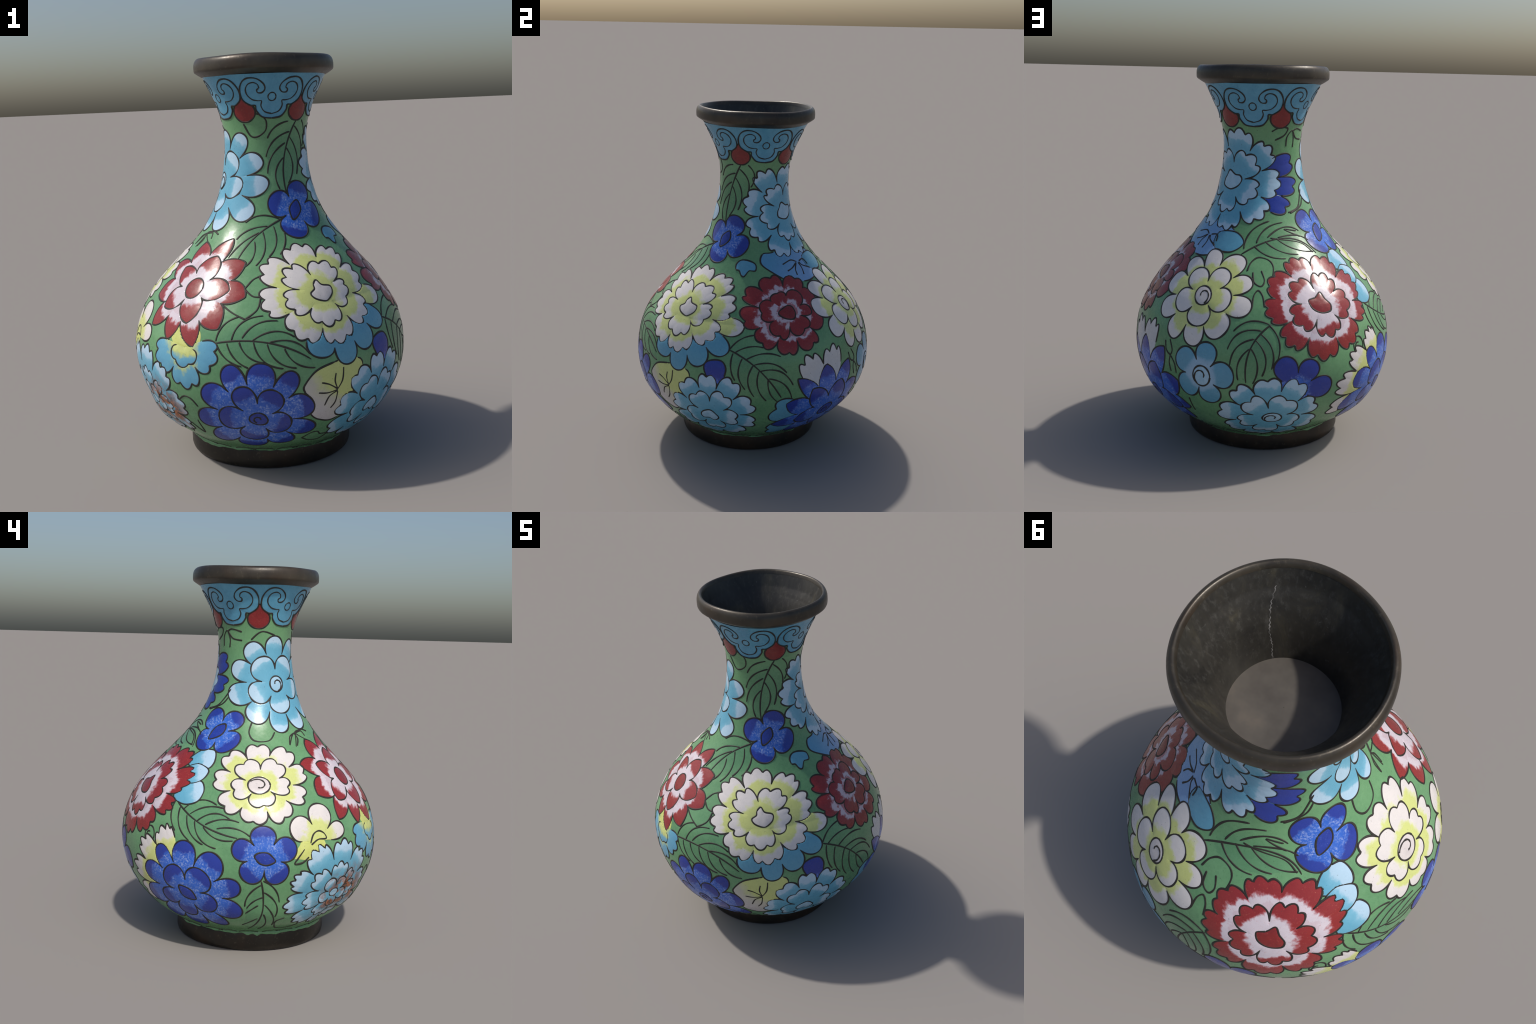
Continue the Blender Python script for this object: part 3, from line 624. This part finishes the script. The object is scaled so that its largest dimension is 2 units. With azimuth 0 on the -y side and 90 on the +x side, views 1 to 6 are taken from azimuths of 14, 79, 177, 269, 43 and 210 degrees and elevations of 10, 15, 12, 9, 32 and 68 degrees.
bud = flower((300.6, .65), [(2, YELLOW_BASE, [(354, .07, 15, .178, 1), (41, .076, 75, .188, 1), (110, .084, 146, .17, 1), (181, .1, 0, 0, 0)], .2, .3, False)], None, 1)
blob(bud, (297.5, .62), YELLOW_PLAIN, [(172, .08), (140, .075), (95, .075), (60, .07), (10, .07), (320, .08), (270, .07), (215, .1), (203, .13), (195, .12)], 11., "flower_stem", wire=False)
wire(bud, [(292.9, .612), (290.2, .572), (288.7, .542), (292.1, .546), (294.8, .572)], 14., over=.0019)
wire(bud, [(295.9, .638), (297.7, .678), (300.5, .693), (303., .68), (303.8, .654), (299.8, .653), (296.2, .63)], 14., over=.0019)
flower((311.8, .352), [
    (2, SKY_RUST, [(28, .19, 47, .285, 3), (66, .19, 84, .295, 3), (105, .2, 121, .32, 4), (143, .215, 158, .31, 4), (172, .21, 190, .295, 3), (208, .19, 227, .265, 3), (246, .18, 262, .25, 3), (278, .175, 294, .25, 3), (312, .175, 330, .265, 3), (348, .18, 8, .275, 3)], .55, .56, True),
    (3, SKY_RUST, [(60, .105, 90, .18, 3), (117, .1, 141, .205, 3), (166, .115, 191, .195, 3), (218, .1, 246, .17, 3), (275, .09, 304, .165, 3), (332, .09, 0, .165, 3), (28, .095, 44, .165, 2)], .45, .45, True),
    (4, SKY_RUST, [(20, .045, 55, .1, 1), (92, .045, 128, .105, 1), (165, .045, 200, .1, 1), (235, .045, 272, .095, 1), (308, .045, 342, .1, 1)], .3, .3, True)],
    (SKY_PLAIN, oval(.03, .026)), 3)
flower((338., .677), [
    (2, TEAL_YELLOW, [(173, .122, 203, .215, 3), (238, .12, 273, .203, 3), (307, .109, 345, .186, 3), (20, .1, 0, 0, 0)], .2, .3, False),
    (3, TEAL_YELLOW, [(180, .05, 262, .1, 3), (350, .05, 0, 0, 0)], .1, .2, False)], None, 1)
# --- loose cells
throat = group("flower_throat"); blob(throat, (338., .70), YELLOW_PLAIN, [(0, .08), (40, .09), (90, .085), (140, .09), (180, .09), (230, .05), (300, .05)], 10.4, "throat_cell", wire=False)
side = group("flower_spray")
for at, o, rank in (((237.8, 1.017), [(184, .083), (134, .057), (55, .059), (348, .068), (313, .084), (283, .06), (230, .08), (205, .1)], 21.), ((237.2, .947), [(166, .078), (107, .056), (43, .056), (8, .071), (328, .070), (283, .066), (238, .070), (192, .078)], 21.2), ((239.6, .863), [(200, .095), (150, .06), (92, .054), (54, .071), (6, .073), (321, .078), (272, .074), (229, .085)], 21.1)):
    blob(side, at, SKY_OUT, o, rank, "petal", up=20., w=.0039)
cell = group("bud"); blob(cell, (72.2, 1.122), TEAL_PLAIN, [(165, .052), (122, .046), (68, .042), (17, .06), (340, .064), (318, .034), (270, .059), (251, .056), (219, .04), (199, .054)], 11., "bud_cell")
cell = group("bud"); blob(cell, (63., .618), NAVY_PLAIN, [(177, .066), (143, .067), (99, .058), (54, .063), (9, .061), (310, .072), (283, .094), (246, .07)], 11., "bud_cell")
cell = group("curled_leaf"); blob(cell, (34.9, .451), petal_enamel("white_to_yellow_enamel", [(.25, lin("#c9c3c2")), (.5, lin("#c9c5b0")), (.62, YELLOW)], .5, (2, 1.2, 2)), [(78, .153), (116, .136), (153, .133), (167, .12), (176, .1), (210, .09), (230, .126), (257, .143), (287, .157), (343, .16), (33, .225), (58, .183)], 11., "leaf_blade", up=45.)
for s in ([(38.3, .472), (34.8, .501), (31.8, .514)], [(38.3, .468), (34.1, .461), (30.5, .467)], [(38.3, .464), (34.9, .443), (33.1, .399)], [(38.3, .46), (37.6, .41), (35.8, .379)], [(38.3, .472), (37.2, .511), (37.7, .549)], [(38.3, .472), (40.4, .512), (41.1, .569)]): wire(cell, s, 12., over=.0019)
cell = group("curled_leaf"); blob(cell, (117.2, 1.127), LILAC, [(154, .163), (175, .178), (196, .144), (237, .12), (300, .15), (330, .2), (351, .25), (13, .2), (71, .11), (139, .119)], 11., "leaf_blade", up=150.)
blob(cell, (146.4, 1.11), TEAL_PLAIN, [(50, .074), (0, .105), (312, .077), (225, .067), (177, .073), (133, .07)], 11.5, "leaf_lobe")
for s in ([(125.3, 1.127), (118.7, 1.141), (108.3, 1.126)], [(123.9, 1.124), (117.5, 1.103), (111.2, 1.091)], [(124.3, 1.124), (120., 1.093), (119.2, 1.065)], [(126.7, 1.122), (127.8, 1.093), (126.3, 1.061)], [(128.7, 1.128), (135.8, 1.132), (138., 1.102)], [(128.2, 1.124), (129.9, 1.106), (137.9, 1.084)]): wire(cell, s, 12., over=.0019)
# --- veined leaves
leaf((351.8, 0.706), (28.3, 0.628), 0.11, [
        (0.00, 0.02, 0.16, 0.32, 0.16), (0.16, 0.07, 0.39, 0.37, 0.21), (0.26, 0.11, 0.55, 0.34, 0.19), (0.37, 0.11, 0.77, 0.20, 0.19), (0.53, 0.11, 0.97, 0.05, 0.17), (0.01, -0.00, 0.32, -0.17, -0.13), (0.12, 0.03, 0.39, -0.17, -0.12), (0.24, 0.07, 0.54, -0.09, -0.16), (0.38, 0.10, 0.74, -0.12, -0.17), (0.52, 0.10, 0.87, -0.10, -0.16), (0.70, 0.08, 1.06, -0.08, -0.15)])
leaf((33.2, 1.225), (353.5, 1.047), -0.08, [
        (0.11, -0.04, 0.50, -0.30, -0.18), (0.31, -0.08, 0.79, -0.21, -0.11), (0.47, -0.09, 1.10, -0.09, -0.06), (0.14, -0.01, 0.52, 0.30, 0.15), (0.25, -0.03, 0.66, 0.23, 0.14), (0.42, -0.07, 0.90, 0.21, 0.13), (0.62, -0.04, 1.05, 0.13, 0.13)])
leaf((57.8, 1.677), (37.4, 1.334), -0.07, [
        (0.03, -0.13, 0.31, -0.35, -0.16), (0.16, -0.06, 0.56, -0.32, -0.16), (0.32, -0.09, 0.78, -0.27, -0.13), (0.52, -0.08, 0.98, -0.08, -0.18), (-0.04, 0.12, 0.30, 0.25, 0.21), (0.07, 0.00, 0.47, 0.23, 0.19), (0.23, -0.04, 0.71, 0.16, 0.16), (0.38, -0.06, 0.86, 0.03, 0.20)])
leaf((68.6, 0.732), (96.7, 0.404), 0.11, [
        (-0.00, 0.01, 0.06, 0.32, 0.13), (0.07, 0.03, 0.26, 0.31, 0.13), (0.22, 0.08, 0.48, 0.38, 0.14), (0.33, 0.10, 0.69, 0.31, 0.16), (0.44, 0.11, 0.86, 0.26, 0.20), (0.58, 0.12, 0.97, 0.13, 0.18), (0.06, 0.01, 0.32, -0.18, -0.11), (0.18, 0.05, 0.48, -0.17, -0.15), (0.33, 0.09, 0.62, -0.16, -0.16), (0.43, 0.10, 0.76, -0.10, -0.14), (0.58, 0.11, 0.89, -0.02, -0.13)])
leaf((181.5, 0.775), (171.9, 0.495), -0.15, [
        (0.01, -0.03, 0.34, -0.49, -0.19), (0.15, -0.10, 0.64, -0.47, -0.21), (0.31, -0.15, 0.85, -0.34, -0.19), (0.48, -0.16, 1.01, -0.13, -0.17), (0.02, -0.03, 0.48, 0.30, 0.16), (0.20, -0.09, 0.64, 0.27, 0.17), (0.32, -0.13, 0.80, 0.18, 0.18), (0.47, -0.14, 0.97, 0.10, 0.15)])
leaf((162.7, 1.061), (220.5, 1.056), 0.24, [
        (0.02, 0.08, 0.27, 0.47, 0.20), (0.16, 0.17, 0.44, 0.45, 0.21), (0.28, 0.25, 0.69, 0.33, 0.24), (0.41, 0.25, 0.86, 0.19, 0.12), (0.14, 0.13, 0.56, -0.04, -0.11), (0.26, 0.20, 0.72, 0.01, -0.09), (0.39, 0.24, 0.95, 0.03, -0.08)])
leaf((233.9, 0.815), (265.0, 0.667), -0.07, [
        (0.17, -0.04, 0.52, 0.22, 0.23), (0.29, -0.04, 0.64, 0.23, 0.14), (0.43, -0.06, 0.79, 0.15, 0.21), (0.55, -0.05, 0.91, 0.17, 0.13), (0.71, -0.02, 1.18, 0.07, 0.14), (-0.01, -0.01, 0.23, -0.32, -0.15), (0.11, -0.04, 0.47, -0.32, -0.16), (0.26, -0.07, 0.66, -0.27, -0.15), (0.40, -0.08, 0.83, -0.23, -0.17), (0.54, -0.08, 0.97, -0.05, -0.14)])
leaf((275.0, 0.460), (269.4, 0.152), 0.10, [
        (0.06, 0.02, 0.43, -0.14, -0.15), (0.25, 0.07, 0.46, -0.11, -0.11), (0.39, 0.03, 0.56, -0.11, -0.03), (0.65, 0.06, 0.86, -0.10, -0.02), (-0.00, 0.03, 0.31, 0.30, 0.15), (0.17, 0.07, 0.60, 0.28, 0.20), (0.37, 0.11, 0.82, 0.28, 0.12), (0.55, 0.12, 1.00, 0.13, 0.13)])
# --- tendrils and small outlined leaves in the ground
tendrils = group("tendrils")
wire(tendrils, [(342.8, 1.674), (351.5, 1.618), (1.3, 1.609), (12.9, 1.635), (14.9, 1.677), (9.9, 1.706), (1.4, 1.720)])
wire(tendrils, [(191.7, 1.663), (202.5, 1.682), (215.9, 1.680), (211.9, 1.645), (197.0, 1.618)])
wire(tendrils, [(215.4, 1.586), (216.8, 1.635), (225.2, 1.667), (229.8, 1.627), (228.6, 1.580)])
wire(tendrils, [(226.8, 1.664), (235.0, 1.676), (250.6, 1.662)])
wire(tendrils, [(227.8, 1.660), (235.6, 1.627), (250.5, 1.617)])
wire(tendrils, [(264.1, 1.622), (279.7, 1.666), (299.5, 1.648)])
wire(tendrils, [(269.0, 1.195), (267.0, 1.146), (272.1, 1.107), (284.1, 1.108), (290.5, 1.148)])
wire(tendrils, [(301.5, 1.089), (304.4, 1.126), (311.9, 1.144)])
wire(tendrils, [(311.9, 1.144), (306.5, 1.076)])
wire(tendrils, [(311.6, 1.141), (319.5, 1.149), (321.9, 1.124)])
wire(tendrils, [(236.2, 1.317), (228.8, 1.278), (210.6, 1.247)])
wire(tendrils, [(1.6, 0.930), (4.9, 0.963), (8.8, 0.978)])
wire(tendrils, [(1.2, 0.930), (5.8, 0.900), (9.8, 0.896)])
wire(tendrils, [(352.8, 0.861), (357.4, 0.835), (3.5, 0.808)])
wire(tendrils, [(3.5, 0.810), (8.3, 0.847), (9.6, 0.893)])
wire(tendrils, [(168.5, 0.994), (170.5, 1.030), (175.2, 1.052), (181.9, 1.043), (184.7, 1.017), (183.9, 0.973)])
wire(tendrils, [(172.1, 0.990), (173.0, 0.950), (176.9, 0.933), (178.9, 0.958), (177.2, 0.997)])
wire(tendrils, [(172.6, 0.851), (173.3, 0.895), (175.5, 0.916), (177.7, 0.893), (178.5, 0.849)])
wire(tendrils, [(133.2, 0.637), (134.5, 0.592), (137.1, 0.575), (137.9, 0.602), (135.8, 0.649)])
wire(tendrils, [(137.2, 0.570), (136.8, 0.534), (137.9, 0.489)])
wire(tendrils, [(137.5, 0.569), (139.9, 0.534), (140.8, 0.488)])
wire(tendrils, [(145.9, 0.364), (145.8, 0.279)])
wire(tendrils, [(332.4, 0.405), (336.4, 0.436), (339.7, 0.427), (342.1, 0.391)])
wire(tendrils, [(332.4, 0.405), (331.5, 0.337)])
wire(tendrils, [(334.3, 0.285), (339.6, 0.233), (339.1, 0.308)])
wire(tendrils, [(287.5, 0.236), (283.6, 0.216), (283.5, 0.186), (285.8, 0.153), (292.8, 0.150), (297.9, 0.175)])
wire(tendrils, [(301.2, 1.085), (306.3, 1.125), (309.6, 1.138), (311.6, 1.115), (308.0, 1.080)])
wire(tendrils, [(319.5, 1.110), (311.6, 1.143), (321.2, 1.156), (328.1, 1.145)])
wire(tendrils, [(213.0, 1.137), (198.9, 1.174), (210.9, 1.164)])
wire(tendrils, [(185.0, 1.136), (209.8, 1.111), (218.2, 1.062)])
wire(tendrils, [(26.9, 0.206), (30.5, 0.235), (33.7, 0.238), (35.9, 0.216), (39.6, 0.210), (37.1, 0.174), (31.1, 0.180), (26.9, 0.206)])
wire(tendrils, [(227.5, 1.290), (221.2, 1.268), (208.4, 1.251)])
wire(tendrils, [(237.6, 1.360), (223.8, 1.273), (212.5, 1.253)])
for at, r in (((222.5, .63), .036), ((327.5, .655), .034)): spiral(tendrils, at, r, 1., turn=1.5, start=260, flip=-1, squash=1.25)
# --- scalloped border above the foot
N_SCALLOP = 26
border = group("foot_border")
for i in range(N_SCALLOP):
    a = 360/N_SCALLOP*i+2*sin(i*2.3); w = 360/N_SCALLOP
    u = np.linspace(0, 1, 16); WIRES.append(dict(th=(a+w*u)*RAD, t=.104+.017*np.sin(np.pi*u)**.7, rank=1., owner=border, w=.0024))

# ================================================================ blue collar with ruyi-head lappets and red drops
collar = group("collar")
tc = np.linspace(1.795, 1.905, 18)
V, F = lathe([surface(ANG, np.full(SEG, t), .0011 if t > 1.797 else -.002) for t in tc], SEG)
new_object("collar_band", mesh_from("collar_band", V, F), collar, [COLLAR_BLUE])
HEAD = [(0, -.108), (.045, -.1), (.073, -.069), (.079, -.044), (.104, -.041), (.145, -.012), (.161, .036), (.151, .078), (.123, .098), (.08, .094), (.046, .07), (.035, .043), (.047, .023), (.068, .022), (.074, .036), (.066, .044)]
CORE = [(0, -.086), (.034, -.074), (.051, -.046), (.049, -.021), (.068, -.019), (.095, -.012), (.121, .012), (.13, .04), (.12, .065), (.095, .0745), (.072, .064), (.064, .044)]
for i in range(5):
    at = (21.5+72.4*i, 1.796+.006*sin(2.1*i+.4)); k = group("lappet")
    ring_ = [p for p in HEAD[:9]]+[(.06, .1)]
    pts_ = [(x, y) for x, y in ring_]+[(-x, y) for x, y in ring_[:0:-1]]
    blob(k, at, COLLAR_BLUE, [(degrees(atan2(y, x)), hypot(x, y)) for x, y in pts_], 30., "lappet_cell", wire=False)
    for side in (1, -1):
        wire_xy(k, at, [(side*x, y) for x, y in HEAD], 31., .0036, over=.0019)
        wire_xy(k, at, [(side*x, y) for x, y in CORE], 31., .003, over=.0019)
    o = oval(.019, .021); wire_xy(k, at, [(d*cos(a*RAD), d*sin(a*RAD)) for a, d in o+o[:1]], 31., .003, over=.0019)
    d = group("drop"); da = (58.5+72.*i+[0, 0, 1, 0, 0][i], 1.732)
    blob(d, da, RED_PLAIN, [(90, .078), (68, .056), (35, .055), (5, .058), (335, .057), (300, .054), (270, .053), (240, .054), (205, .057), (175, .058), (145, .055), (112, .056)], 20., "drop_cell")
finish_decoration()
